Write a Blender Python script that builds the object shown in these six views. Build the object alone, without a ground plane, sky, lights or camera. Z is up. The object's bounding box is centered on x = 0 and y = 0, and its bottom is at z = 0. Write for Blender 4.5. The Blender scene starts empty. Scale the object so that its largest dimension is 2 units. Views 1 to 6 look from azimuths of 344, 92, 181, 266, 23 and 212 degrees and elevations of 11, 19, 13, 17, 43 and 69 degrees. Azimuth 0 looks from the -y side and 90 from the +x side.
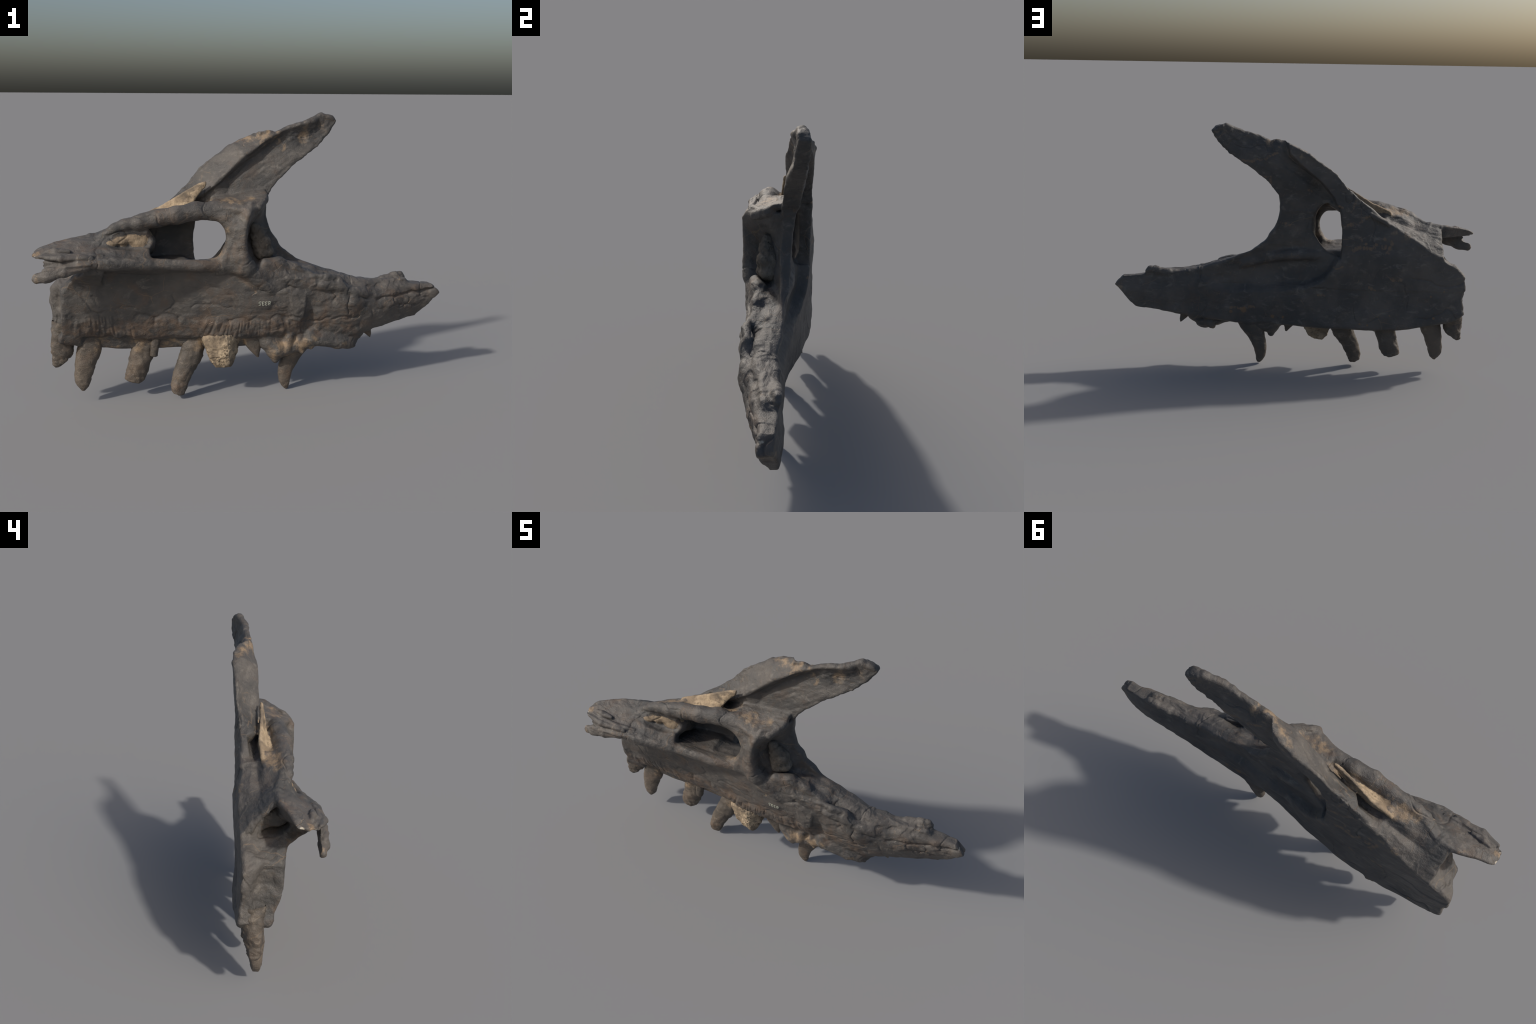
# Fossil upper jaw bone of a large meat-eating dinosaur, built as one implicit
# solid (slabs with control-point relief, lofted ribbons, bars and lumps), meshed,
# roughened with noise and split by anatomical region; teeth and matrix are parts.
import bpy, math
import numpy as np
from mathutils import Vector

rng = np.random.default_rng(8)
F4 = np.float32

# ------------------------------------------------------------------ noise
_T = rng.random((64, 64, 64)).astype(F4) * 2 - 1

def vnoise(P):
    """smooth value noise in [-1, 1] at points P (n, 3)"""
    i = np.floor(P).astype(np.int64)
    f = (P - i).astype(F4)
    f = f * f * f * (f * (f * 6 - 15) + 10)
    i0 = i & 63
    i1 = (i + 1) & 63
    x0, y0, z0 = i0.T
    x1, y1, z1 = i1.T
    fx, fy, fz = f.T
    a = _T[x0, y0, z0] * (1 - fx) + _T[x1, y0, z0] * fx
    b = _T[x0, y1, z0] * (1 - fx) + _T[x1, y1, z0] * fx
    c = _T[x0, y0, z1] * (1 - fx) + _T[x1, y0, z1] * fx
    d = _T[x0, y1, z1] * (1 - fx) + _T[x1, y1, z1] * fx
    return (a * (1 - fy) + b * fy) * (1 - fz) + (c * (1 - fy) + d * fy) * fz

def fbm(P, freq, octaves=3, gain=0.5):
    out = np.zeros(len(P), F4)
    a, q = 1.0, np.asarray(P, F4) * freq + 17.3
    for _ in range(octaves):
        out += a * vnoise(q)
        q = q * 2.03 + 5.1
        a *= gain
    return out

def ridged(P, freq):
    return 1 - np.abs(vnoise(np.asarray(P, F4) * freq + 31.7)) * 2

def smooth01(t):
    t = np.clip(t, 0, 1)
    return t * t * (3 - 2 * t)

# ------------------------------------------------------------------ grid
H = 0.004
LO = np.array([-1.04, -0.26, -0.03])
HI = np.array([1.04, 0.24, 1.40])
N = np.ceil((HI - LO) / H).astype(int) + 1
AX = [(LO[k] + np.arange(N[k]) * H).astype(F4) for k in range(3)]
D = np.full(N, 0.06, F4)            # distance field
TAG = np.zeros(N, np.int8)          # which piece made the surface here
PIECES = ["maxillary_body", "jugal_process", "ascending_process", "medial_process",
          "palatal_shelf", "upper_bar", "vertical_strut", "rear_wall", "interdental_plate",
          "rock_matrix", "front_splinter"]
TAGN = {n: i for i, n in enumerate(PIECES)}

def box(lo, hi, pad=0.03):
    s = []
    for k in range(3):
        a = max(0, int((lo[k] - pad - LO[k]) / H))
        b = min(N[k], int((hi[k] + pad - LO[k]) / H) + 2)
        s.append(slice(a, b))
    return tuple(s)

def coords(s):
    return (AX[0][s[0]][:, None, None], AX[1][s[1]][None, :, None], AX[2][s[2]][None, None, :])

def add(s, d, name, k=0.012):
    """smooth union of a piece into the field"""
    old = D[s]
    h = np.maximum(k - np.abs(old - d), 0) / k
    new = np.minimum(old, d) - h * h * k * 0.25
    t = TAG[s]
    t[d < old] = TAGN[name]
    D[s] = new.astype(F4)

def cut(s, d, k=0.008):
    old = D[s]
    e = -d
    h = np.maximum(k - np.abs(old - e), 0) / k
    D[s] = (np.maximum(old, e) + h * h * k * 0.25).astype(F4)

# ------------------------------------------------------------------ 2-D helpers
XX, ZZ = np.meshgrid(AX[0], AX[2], indexing="ij")
Q2 = np.stack([XX.ravel(), ZZ.ravel()], 1).astype(np.float64)

def seg_dist(P, a, b):
    a, b = np.asarray(a, float), np.asarray(b, float)
    ab = b - a
    t = np.clip(((P - a) @ ab) / (ab @ ab + 1e-12), 0, 1)
    return np.linalg.norm(P - a - t[:, None] * ab, axis=1)

def poly_sdf(pts):
    """signed distance on the xz grid to a closed outline (negative inside)"""
    d = np.full(len(Q2), 9.0)
    inside = np.zeros(len(Q2), bool)
    for a, b in zip(pts, pts[1:] + pts[:1]):
        d = np.minimum(d, seg_dist(Q2, a, b))
        c = (a[1] > Q2[:, 1]) != (b[1] > Q2[:, 1])
        if a[1] != b[1]:
            xi = (b[0] - a[0]) * (Q2[:, 1] - a[1]) / (b[1] - a[1]) + a[0]
            inside ^= c & (Q2[:, 0] < xi)
    return np.where(inside, -d, d).reshape(XX.shape).astype(F4)

def blur(A, n=1):
    for _ in range(n):
        for ax in (0, 1):
            P = np.pad(A, [(1, 1) if k == ax else (0, 0) for k in (0, 1)], mode="edge")
            lo = [slice(None)] * 2
            hi = [slice(None)] * 2
            lo[ax], hi[ax] = slice(0, -2), slice(2, None)
            A = 0.25 * P[tuple(lo)] + 0.5 * A + 0.25 * P[tuple(hi)]
    return A

def relief(ctrl, soften=2):
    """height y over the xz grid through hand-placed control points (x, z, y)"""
    c = np.array(ctrl, float)
    p, v = c[:, :2], c[:, 2]
    n = len(c)
    r = np.linalg.norm(p[:, None] - p[None], axis=2)
    A = np.zeros((n + 3, n + 3))
    A[:n, :n] = -r - 1e-4 * np.eye(n)
    A[:n, n] = 1
    A[:n, n + 1:] = p
    A[n:, :n] = A[:n, n:].T
    w = np.linalg.solve(A, np.r_[v, 0, 0, 0])
    out = np.empty(len(Q2))
    for i in range(0, len(Q2), 20000):
        q = Q2[i:i + 20000]
        rr = np.linalg.norm(q[:, None] - p[None], axis=2)
        out[i:i + 20000] = -rr @ w[:n] + w[n] + q @ w[n + 1:]
    return blur(out.reshape(XX.shape), soften).astype(F4)

def slab(poly2, yM, yL, name, lo, hi, k=0.014, rnd=0.012):
    """solid between two reliefs, bounded by an outline, edges rounded"""
    s = box(lo, hi)
    y = AX[1][s[1]][None, :, None]
    p = poly2[s[0], s[2]][:, None, :]
    m = yM[s[0], s[2]][:, None, :]
    l = yL[s[0], s[2]][:, None, :]
    h = np.maximum(m - y, y - l)
    if not np.isscalar(rnd):
        rnd = rnd[s[0]][:, None, None]
    # rounded intersection of the outline and the two faces
    a = np.maximum(p + rnd, 0)
    b = np.maximum(h + rnd, 0)
    d = np.where((a > 0) & (b > 0), np.sqrt(a * a + b * b) - rnd, np.maximum(p, h))
    add(s, d.astype(F4), name, k)

# ------------------------------------------------------------------ 3-D pieces
def chain(pts, name, k=0.015, flat=(1, 1, 1)):
    """bars and lumps: a chain of round cones (x, y, z, r); flat scales the axes"""
    f = np.array(flat, float)
    for a, b in zip(pts[:-1], pts[1:]):
        a, b = np.array(a, float), np.array(b, float)
        R = max(a[3], b[3]) / min(f)
        s = box(np.minimum(a, b)[:3] - R, np.maximum(a, b)[:3] + R)
        X, Y, Z = coords(s)
        A, B = a[:3] * f, b[:3] * f
        ab = B - A
        px, py, pz = X * f[0] - A[0], Y * f[1] - A[1], Z * f[2] - A[2]
        t = np.clip((px * ab[0] + py * ab[1] + pz * ab[2]) / (ab @ ab + 1e-9), 0, 1)
        d = np.sqrt((px - t * ab[0]) ** 2 + (py - t * ab[1]) ** 2 + (pz - t * ab[2]) ** 2)
        d = d - (a[3] + t * (b[3] - a[3]))
        add(s, (d / max(1.0, min(f))).astype(F4), name, k)

def lump(c, r, name, k=0.02, op=add):
    c, r = np.array(c, float), np.array(r, float)
    s = box(c - r, c + r, 0.03)
    X, Y, Z = coords(s)
    q = np.sqrt(((X - c[0]) / r[0]) ** 2 + ((Y - c[1]) / r[1]) ** 2 + ((Z - c[2]) / r[2]) ** 2)
    d = ((q - 1) * min(r)).astype(F4)
    if op is add:
        add(s, d, name, k)
    else:
        cut(s, d, k)

def ribbon(stations, name, axis=0, k=0.014, closed_ends=0.008):
    """sheet lofted through stations {pos: [(u, v, r), ...]} along an axis; the
    cross-section is a polyline with thickness (u, v = the two other axes)"""
    pos = sorted(stations)
    S = np.array([stations[p] for p in pos], float)
    others = [i for i in range(3) if i != axis]
    lo, hi = np.zeros(3), np.zeros(3)
    lo[axis], hi[axis] = pos[0], pos[-1]
    R = S[:, :, 2].max()
    for j, o in enumerate(others):
        lo[o], hi[o] = S[:, :, j].min() - R, S[:, :, j].max() + R
    s = box(lo, hi)
    C = coords(s)
    A = AX[axis][s[axis]].astype(float)
    V = np.empty((len(A), S.shape[1], 3))
    for i in range(S.shape[1]):
        for j in range(3):
            V[:, i, j] = np.interp(A, pos, S[:, i, j])
    shp = [1, 1, 1]
    shp[axis] = -1
    g = lambda v: v.reshape(shp).astype(F4)
    U, W = C[others[0]], C[others[1]]
    d = None
    for i in range(S.shape[1] - 1):
        u0, w0, r0 = g(V[:, i, 0]), g(V[:, i, 1]), g(V[:, i, 2])
        du, dw = g(V[:, i + 1, 0]) - u0, g(V[:, i + 1, 1]) - w0
        dr = g(V[:, i + 1, 2]) - r0
        t = np.clip(((U - u0) * du + (W - w0) * dw) / (du * du + dw * dw + 1e-9), 0, 1)
        e = np.sqrt((U - u0 - t * du) ** 2 + (W - w0 - t * dw) ** 2) - (r0 + t * dr)
        d = e if d is None else np.minimum(d, e)
    end = np.maximum(pos[0] - C[axis], C[axis] - pos[-1])
    e0 = np.maximum(end + closed_ends, 0)
    d = np.where(e0 > 0, np.sqrt(e0 ** 2 + np.maximum(d + closed_ends, 0) ** 2) - closed_ends, d)
    add(s, np.broadcast_to(d, tuple(q.stop - q.start for q in s)).astype(F4), name, k)

# ================================================================== RELIEFS
# outer (lateral) face, in front of and below the antorbital fossa: (x, z, y)
FACE = [(-.95, .55, .145), (-.93, .34, .17), (-.93, .2, .15), (-.8, .27, .17), (-.8, .45, .16), (-.68, .4, .146),
        (-.75, .62, .148), (-.645, .26, .172), (-.6, .5, .152), (-.6, .75, .143), (-.5, .25, .165),
        (-.45, .5, .15), (-.4, .38, .143), (-.25, .38, .128), (-.45, .83, .12), (-.39, .25, .158), (-.3, .5, .142), (-.24, .6, .145),
        (-.24, .75, .142), (-.24, .9, .145), (-.32, .97, .132), (-.25, 1.03, .142), (-.18, 1.1, .142), (-.06, 1.18, .148),
        (0, 1.21, .142), (.05, 1.24, .118), (.1, 1.262, .095), (-.6, .64, .163), (-.4, .7, .156),
        (-.25, .25, .137), (-.16, .25, .122), (-.08, .25, .1), (0, .25, .082),
        (.12, .27, .066), (-.1, .38, .108), (.1, .36, .088), (.25, .3, .06), (.34, .3, .064),
        (.5, .32, .056), (.65, .36, .057), (.74, .4, .071), (.8, .42, .078), (.92, .42, .066),
        (1., .45, .048), (.4, .43, .062), (.6, .45, .06), (.2, .41, .066), (0, .43, .085),
        (-.15, .46, .118), (.3, .6, .06), (.45, .54, .05), (.62, .5, .05), (.8, .52, .055),
        (.92, .5, .055)]
# recessed face of the fossa, the ascending process sheet and its broken tip
FOSSA = [(-.24, .9, .08), (-.24, .75, .08), (-.25, .6, .11), (-.2, .53, .09), (-.1, .75, .068),
         (-.1, .92, .07), (0, .85, .062), (.08, .88, .07), (.08, .97, .088), (-.1, .6, .058),
         (.0, .7, .052), (.05, .62, .03), (.12, .75, .068), (.2, .68, .07), (.1, .52, .024),
         (.25, .5, .018), (.1, .45, .05), (0, .48, .055), (-.1, .5, .065), (.2, .45, .042), (.25, .6, .032), (.34, .615, .056),
         (-.13, 1.02, .062), (-.05, 1.1, .076), (-.05, 1.02, .096), (.03, 1.09, .11), (.02, 1.16, .085), (.1, 1.15, .118), (.12, 1.22, .108), (.12, 1.05, .108),
         (.2, 1.1, .108), (.25, 1.2, .116), (.3, 1.17, .116), (.4, 1.25, .128), (.38, 1.33, .107),
         (.3, 1.3, .085), (.2, 1.28, .078), (.44, 1.31, .127), (.13, 1.25, .085), (.4, .5, .021),
         (.42, .585, .045), (.55, .5, .035), (.5, .55, .035), (.62, .45, .055), (.4, .44, .048)]
# inner face of the thin lateral plate and of the ascending process
PLATE = [(-.8, .6, .08), (-.6, .7, .05), (-.45, .8, .075), (-.38, .8, .09), (-.29, .85, .10), (-.25, .7, .09),
         (-.25, .9, .08), (-.35, .955, .10), (-.254, 1.046, .12), (-.18, 1.117, .132),
         (-.05, 1.198, .135), (.03, 1.235, .105), (.135, 1.255, .06), (-.2, .95, .05), (-.13, .98, .058),
         (-.1, 1.03, .064), (-.03, 1.09, .068), (.03, 1.13, .07), (.1, 1.17, .075), (.17, 1.22, .076),
         (.08, .9, .03), (.1, .97, .02), (.136, 1.03, .028), (.19, 1.08, .03), (.24, 1.12, .038),
         (.3, 1.165, .052), (.35, 1.2, .064), (.4, 1.255, .074), (.44, 1.31, .08), (.38, 1.34, .075),
         (.3, 1.305, .055), (.2, 1.29, .05), (.28, 1.24, .082), (.35, 1.28, .09), (0, .95, .03),
         (-.1, .93, .04), (0, .8, .035), (.1, .8, .02), (.15, .72, .03), (.25, .65, .03),
         (0, .7, .03), (.4, .6, .01), (.3, .55, .0)]
# sharp fold along the inner side of the ascending process: (x, z, y)
FOLD = [(-.33, .93, .05), (-.26, .955, .042), (-.199, .99, .036), (-.152, 1.031, .03), (-.077, 1.102, .03),
        (-.02, 1.156, .03), (.036, 1.187, .035), (.093, 1.227, .04), (.16, 1.262, .048), (.25, 1.29, .052), (.33, 1.312, .06)]
# inner (medial) face of the tooth-bearing body and of the jugal ramus
INNER = [(-.88, .5, -.02), (-.85, .45, -.015), (-.82, .35, .02), (-.82, .28, .055), (-.73, .34, .035),
         (-.73, .46, -.02), (-.59, .33, .028), (-.52, .43, -.005), (-.46, .31, .028), (-.39, .43, -.01),
         (-.35, .305, .028), (-.26, .43, -.03), (-.24, .31, .0), (-.17, .3, -.015), (-.1, .4, -.05),
         (-.07, .3, -.025), (.02, .4, -.066), (.06, .3, -.04), (.11, .4, -.07), (.24, .38, -.08),
         (.3, .33, -.045), (.35, .37, -.068), (.3, .25, -.02), (.43, .21, -.03), (.5, .46, -.1),
         (.5, .37, -.07), (.57, .24, -.02), (.54, .48, -.082), (.7, .42, -.058), (.6, .38, -.062), (.69, .33, -.018),
         (.64, .45, -.052), (.75, .46, -.038), (.86, .46, -.024), (.97, .45, -.006), (.8, .34, .005),
         (.88, .34, .03), (-.8, .57, -.02), (-.7, .55, -.008), (-.7, .62, -.02), (-.5, .55, -.018),
         (-.5, .62, -.034), (-.3, .55, -.04), (-.3, .62, -.06), (-.15, .55, -.068), (-.15, .62, -.075),
         (.046, .473, -.086), (-.1, .5, -.07), (.06, .55, -.085), (.05, .64, -.085), (.15, .62, -.09),
         (.15, .5, -.09), (.3, .576, -.08), (.3, .5, -.082), (.42, .55, -.068), (.45, .5, -.085),
         (-.69, .26, .055), (-.57, .26, .055), (-.42, .25, .055), (-.3, .25, .04), (-.15, .25, .015),
         (0, .25, .005), (.1, .25, -.005), (.25, .65, .02), (.337, .612, .0), (.42, .585, -.02),
         (.5, .553, -.03), (.63, .54, -.01), (.76, .535, -.005), (.9, .5, .005), (.25, .62, -.04)]

LOWER = [(1.0, .447), (.965, .418), (.937, .385), (.885, .325), (.765, .31), (.698, .296), (.592, .278),
         (.448, .256), (.322, .24), (.178, .238), (.08, .23), (.003, .235), (-.064, .234), (-.206, .236),
         (-.34, .243), (-.396, .241), (-.565, .246), (-.693, .264), (-.809, .288), (-.895, .313),
         (-.927, .345), (-.918, .41), (-.927, .448), (-.93, .55)]
RAMUS_TOP = [(.242, .656), (.337, .615), (.418, .583), (.504, .553), (.6, .538), (.7, .535),
             (.765, .535), (.803, .53), (.835, .512), (.95, .498), (.985, .465)]
OUTLINE = LOWER + [(-.879, .588), (-.768, .665), (-.706, .702), (-.64, .747), (-.565, .783),
           (-.518, .801), (-.47, .856), (-.422, .902), (-.329, .974), (-.258, 1.05), (-.225, 1.086),
           (-.183, 1.123), (-.137, 1.15), (-.054, 1.205), (.01, 1.236), (.06, 1.262), (.112, 1.272),
           (.142, 1.258), (.165, 1.274), (.2, 1.292), (.277, 1.306), (.336, 1.328), (.36, 1.341),
           (.374, 1.347), (.43, 1.331), (.45, 1.313), (.408, 1.252), (.354, 1.19), (.299, 1.157),
           (.241, 1.116), (.184, 1.07), (.138, 1.024), (.1, .974), (.086, .93), (.083, .875),
           (.106, .795), (.139, .755), (.156, .718)] + RAMUS_TOP
BODY = LOWER + [(-.87, .61), (-.8, .64), (-.6, .665), (-.45, .692), (-.31, .688), (-.25, .635), (-.05, .635), (.1, .66), (.2, .655), (.337, .615)] + RAMUS_TOP[2:]
RIM = [(.05, 1.24), (.035, 1.19), (-.038, 1.124), (-.137, 1.043), (-.2, .963), (-.236, .883),
       (-.245, .794), (-.24, .705), (-.225, .634), (-.195, .571), (-.155, .52), (-.06, .475), (.124, .45)]
WINDOW = [(-.24, .918), (-.175, .93), (-.125, .912), (-.1, .87), (-.088, .815), (-.095, .77),
          (-.12, .73), (-.17, .665), (-.248, .63), (-.252, .79), (-.246, .87)]

face, fossa = relief(FACE), relief(FOSSA)
pit = poly_sdf(RIM + [(.4, .43), (1.05, .8), (.7, 1.5), (.15, 1.5)])
soft = np.interp(ZZ, [.46, .56], [.05, .02]).astype(F4)
m = smooth01(0.5 - pit / soft)
yL = face * (1 - m) + fossa * m
sheet = relief(PLATE, 1)
fold_d = np.full(len(Q2), 9.0)
fold_y = np.zeros(len(Q2))
for a, b in zip(FOLD[:-1], FOLD[1:]):
    a_, b_ = np.array(a), np.array(b)
    e = b_[:2] - a_[:2]
    t = np.clip(((Q2 - a_[:2]) @ e) / (e @ e), 0, 1)
    dd = np.linalg.norm(Q2 - a_[:2] - t[:, None] * e, axis=1)
    near = dd < fold_d
    fold_d = np.where(near, dd, fold_d)
    fold_y = np.where(near, a_[2] + t * (b_[2] - a_[2]), fold_y)
fold_d += .004 * vnoise(np.stack([Q2[:, 0] * 21, Q2[:, 1] * 21, 0 * Q2[:, 0]], 1))
fold = (fold_y + 1.25 * np.sqrt(fold_d ** 2 + .006 ** 2) - .006).reshape(XX.shape)
hk = np.maximum(.012 - np.abs(sheet - fold), 0) / .012
sheet = np.minimum(sheet, fold) - hk * hk * .003
plate = np.minimum(sheet, yL - .022).astype(F4)
inner = relief(INNER)

# interdental plates: swollen patches above the tooth row, ledge beneath, grooves between
bx = [-.835, -.705, -.56, -.465, -.355, -.235, -.115, -.01, .075, .16, .25]
px = AX[0][:, None]
pz = AX[2][None, :]
wx = XX + .012 * vnoise(np.stack([Q2[:, 0] * 14, Q2[:, 1] * 14, 0 * Q2[:, 0] + 2], 1)).reshape(XX.shape) + .10 * (ZZ - .38) * np.sin(XX * 9)
wob = vnoise(np.stack([Q2[:, 0] * 24, 0 * Q2[:, 0], 0 * Q2[:, 0] + 5], 1)).reshape(XX.shape)
bot = np.interp(px, [-.82, -.73, -.59, -.46, -.35, -.24, -.07, .06, .26], [.335, .338, .325, .302, .298, .302, .292, .292, .3]) + wob * .008
top = np.interp(px, [-.78, -.69, -.515, -.39, -.26, -.1, .02, .11, .25], [.455, .461, .432, .433, .428, .398, .399, .406, .39]) - wob * .006
gap = np.full_like(XX, 9.0)
swell = np.zeros_like(XX)
for n_, b in enumerate(bx):
    gap = np.minimum(gap, np.abs(wx - b) * (1 + .8 * ((n_ * 37) % 5) / 5))
    if n_ < len(bx) - 1:
        swell += (.5 + .5 * ((n_ * 29) % 7) / 6) * (wx > b) * (wx <= bx[n_ + 1])
arch = top - .016 * np.exp(-(gap / .03) ** 2)
band = smooth01((pz - bot) / .014) * smooth01((arch - pz) / .035) * smooth01((px + .835) / .03) * smooth01((.26 - px) / .03)
groove = np.exp(-(gap / .007) ** 2) * smooth01((pz - bot + .02) / .02) * smooth01((top - pz) / .03) * (px > -.86) * (px < .27)
gmask = smooth01(.5 + 1.6 * vnoise(np.stack([Q2[:, 0] * 19, Q2[:, 1] * 12, 0 * Q2[:, 0] + 9], 1))).reshape(XX.shape)
inner = inner - .009 * blur(band * swell, 3) + .005 * groove * gmask
seam = np.exp(-((pz - arch) / .006) ** 2) * smooth01((px + .835) / .03) * smooth01((.26 - px) / .03)
inner = inner + .004 * seam * gmask
below = smooth01((bot - pz) / .012) * smooth01((px + .80) / .03) * smooth01((.07 - px) / .05)
inner = inner + .014 * below
# step and hollow behind the tooth plates, long seam of the ramus, cracks
def along(line, width):
    dd = np.full(len(Q2), 9.0)
    for a, b in zip(line[:-1], line[1:]):
        dd = np.minimum(dd, seg_dist(Q2 + wig, a, b))
    return np.exp(-(dd.reshape(XX.shape) / width) ** 2)

wig = .010 * np.stack([vnoise(np.stack([Q2[:, 0] * 30, Q2[:, 1] * 30, 0 * Q2[:, 0] + k], 1)) for k in (1, 7)], 1)
inner = inner + .020 * np.exp(-((XX - .285) / .035) ** 2 - ((ZZ - .375) / .05) ** 2)
inner = inner + .012 * smooth01((XX - .245) / .012) * smooth01((.33 - XX) / .07) * smooth01((ZZ - .36) / .03) * smooth01((.52 - ZZ) / .06)
inner = inner + .011 * along([(.46, .505), (.55, .472), (.64, .452), (.75, .463), (.86, .467), (.98, .468)], .007)
inner = inner - .008 * along([(.50, .515), (.60, .49), (.72, .50), (.84, .49), (.95, .482)], .012)
for line, dp in (([(.475, .50), (.462, .44), (.47, .40)], .008), ([(.25, .372), (.34, .366), (.45, .378), (.54, .372)], .007),
                 ([(.36, .53), (.40, .49), (.385, .46)], .006), ([(-.38, .52), (-.36, .49), (-.41, .45)], .005),
                 ([(-.22, .57), (-.13, .53), (-.09, .475), (-.07, .45)], .004), ([(.02, .545), (.1, .53), (.16, .54)], .007),
                 ([(.13, .62), (.17, .58), (.15, .55), (.2, .53)], .009), ([(.56, .43), (.60, .40), (.61, .36)], .005),
                 ([(-.75, .53), (-.72, .49), (-.66, .475), (-.55, .468)], .004), ([(-.30, .46), (-.2, .475), (-.1, .455)], .004),
                 ([(.70, .40), (.8, .41), (.88, .40)], .006)):
    inner = inner + dp * along(line, .0055)
inner = np.minimum(inner, yL - .03).astype(F4)
band = band.astype(F4)

# ================================================================== SOLID
body2 = poly_sdf(BODY)
slab(body2, inner, yL, "maxillary_body", (-1, -.2, .1), (1.02, .2, .72),
     rnd=np.interp(AX[0], [.5, .85, 1], [.016, .010, .005]).astype(F4))
out2 = poly_sdf(OUTLINE)
hole = poly_sdf(WINDOW)
slab(np.maximum(out2, -hole), plate, yL, "ascending_process", (-1, -.02, .5), (.5, .2, 1.38), rnd=.010, k=.012)

# roof and medial (anteromedial) process: sections across (y, z, half thickness)
ribbon({-.995: [(-.05, .752, .005), (-.075, .75, .007), (-.10, .75, .007), (-.12, .748, .006)],
        -.95: [(-.036, .773, .008), (-.07, .764, .011), (-.105, .748, .011), (-.127, .728, .010)],
        -.90: [(-.025, .785, .009), (-.065, .772, .012), (-.105, .75, .012), (-.143, .712, .012)],
        -.85: [(-.008, .79, .010), (-.055, .778, .013), (-.105, .752, .013), (-.155, .708, .014)],
        -.80: [(.002, .795, .012), (-.045, .782, .014), (-.098, .752, .015), (-.16, .710, .017)],
        -.72: [(.0, .808, .012), (-.04, .788, .014), (-.09, .752, .017), (-.154, .710, .02)],
        -.65: [(-.025, .838, .014), (-.05, .805, .015), (-.085, .762, .018), (-.143, .705, .021)],
        -.58: [(-.04, .868, .015), (-.048, .83, .016), (-.066, .775, .02), (-.124, .698, .021)],
        -.49: [(-.04, .886, .018), (-.042, .84, .018), (-.048, .77, .022), (-.110, .69, .02)]},
       "medial_process")
ribbon({-.80: [(.13, .645, .02), (.095, .70, .014), (.06, .735, .012), (.03, .765, .012), (.002, .79, .012)],
        -.72: [(.13, .69, .02), (.095, .735, .014), (.055, .765, .012), (.028, .79, .012), (.0, .808, .012)],
        -.65: [(.128, .732, .018), (.095, .765, .014), (.055, .775, .012), (.03, .803, .012), (-.022, .838, .014)],
        -.58: [(.118, .775, .018), (.09, .802, .014), (.06, .798, .012), (.035, .842, .012), (-.038, .868, .014)],
        -.48: [(.112, .838, .016), (.09, .842, .012), (.065, .845, .012), (.03, .87, .014), (-.04, .888, .014)]},
       "medial_process")
ribbon({-.975: [(-.055, .745, .006), (-.085, .725, .008), (-.115, .712, .008)],
        -.93: [(-.042, .762, .010), (-.078, .725, .014), (-.125, .70, .014)],
        -.87: [(-.025, .772, .014), (-.06, .72, .018), (-.12, .695, .02)],
        -.81: [(-.008, .78, .014), (-.03, .73, .02), (-.10, .69, .025)],
        -.74: [(.0, .79, .014), (-.01, .74, .025), (-.09, .70, .03)]}, "medial_process")
ribbon({-.835: [(.02, .60, .012), (-.03, .645, .014), (-.09, .69, .018)],
        -.79: [(.03, .60, .03), (-.03, .635, .025), (-.10, .685, .025)],
        -.70: [(.04, .60, .04), (-.03, .63, .035), (-.11, .68, .03)]}, "medial_process", k=.03)
# solid front of the sinus, ending in the front jamb of the window
ribbon({-.76: [(.0, .70, .03), (.04, .70, .03), (.08, .68, .03)],
        -.68: [(-.05, .74, .035), (.03, .725, .035), (.08, .70, .035)],
        -.60: [(-.05, .755, .05), (.03, .745, .045), (.08, .74, .045)],
        -.50: [(-.035, .775, .06), (.03, .76, .06), (.085, .76, .05)],
        -.455: [(-.025, .775, .02), (.03, .76, .045), (.09, .76, .045)]}, "medial_process")
chain([(-.78, -.16, .70, .02), (-.86, -.158, .692, .02), (-.925, -.146, .685, .018)], "medial_process", .015, (1, 1.3, 1))
# roof behind: groove, matrix floor, bar
ribbon({-.50: [(.12, .83, .014), (.065, .838, .014), (.03, .875, .012)],
        -.40: [(.12, .88, .014), (.068, .842, .012), (.032, .872, .012)],
        -.28: [(.10, .885, .014), (.055, .872, .014), (.018, .90, .014)],
        -.18: [(.06, .935, .016), (.03, .925, .014), (-.01, .92, .014)]}, "upper_bar")
ribbon({-.50: [(.03, .872, .013), (-.035, .88, .013)],
        -.40: [(.03, .872, .014), (-.04, .888, .015)],
        -.28: [(.018, .90, .015), (-.03, .905, .016)],
        -.22: [(.005, .908, .014), (-.03, .915, .014)]}, "rock_matrix")
ribbon({-.18: [(.05, .95, .016), (.02, .945, .016), (-.03, .935, .018), (-.06, .92, .018)],
        -.10: [(.05, .955, .016), (.02, .95, .016), (-.035, .935, .016), (-.088, .918, .018)],
        -.04: [(.05, .965, .016), (.02, .96, .014), (-.04, .938, .014), (-.108, .912, .016)],
        .02: [(.05, .975, .016), (.02, .97, .014), (-.03, .948, .013), (-.082, .925, .014)],
        .075: [(.05, .985, .014), (.03, .985, .013), (.0, .978, .012), (-.018, .96, .012)]}, "vertical_strut")
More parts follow.
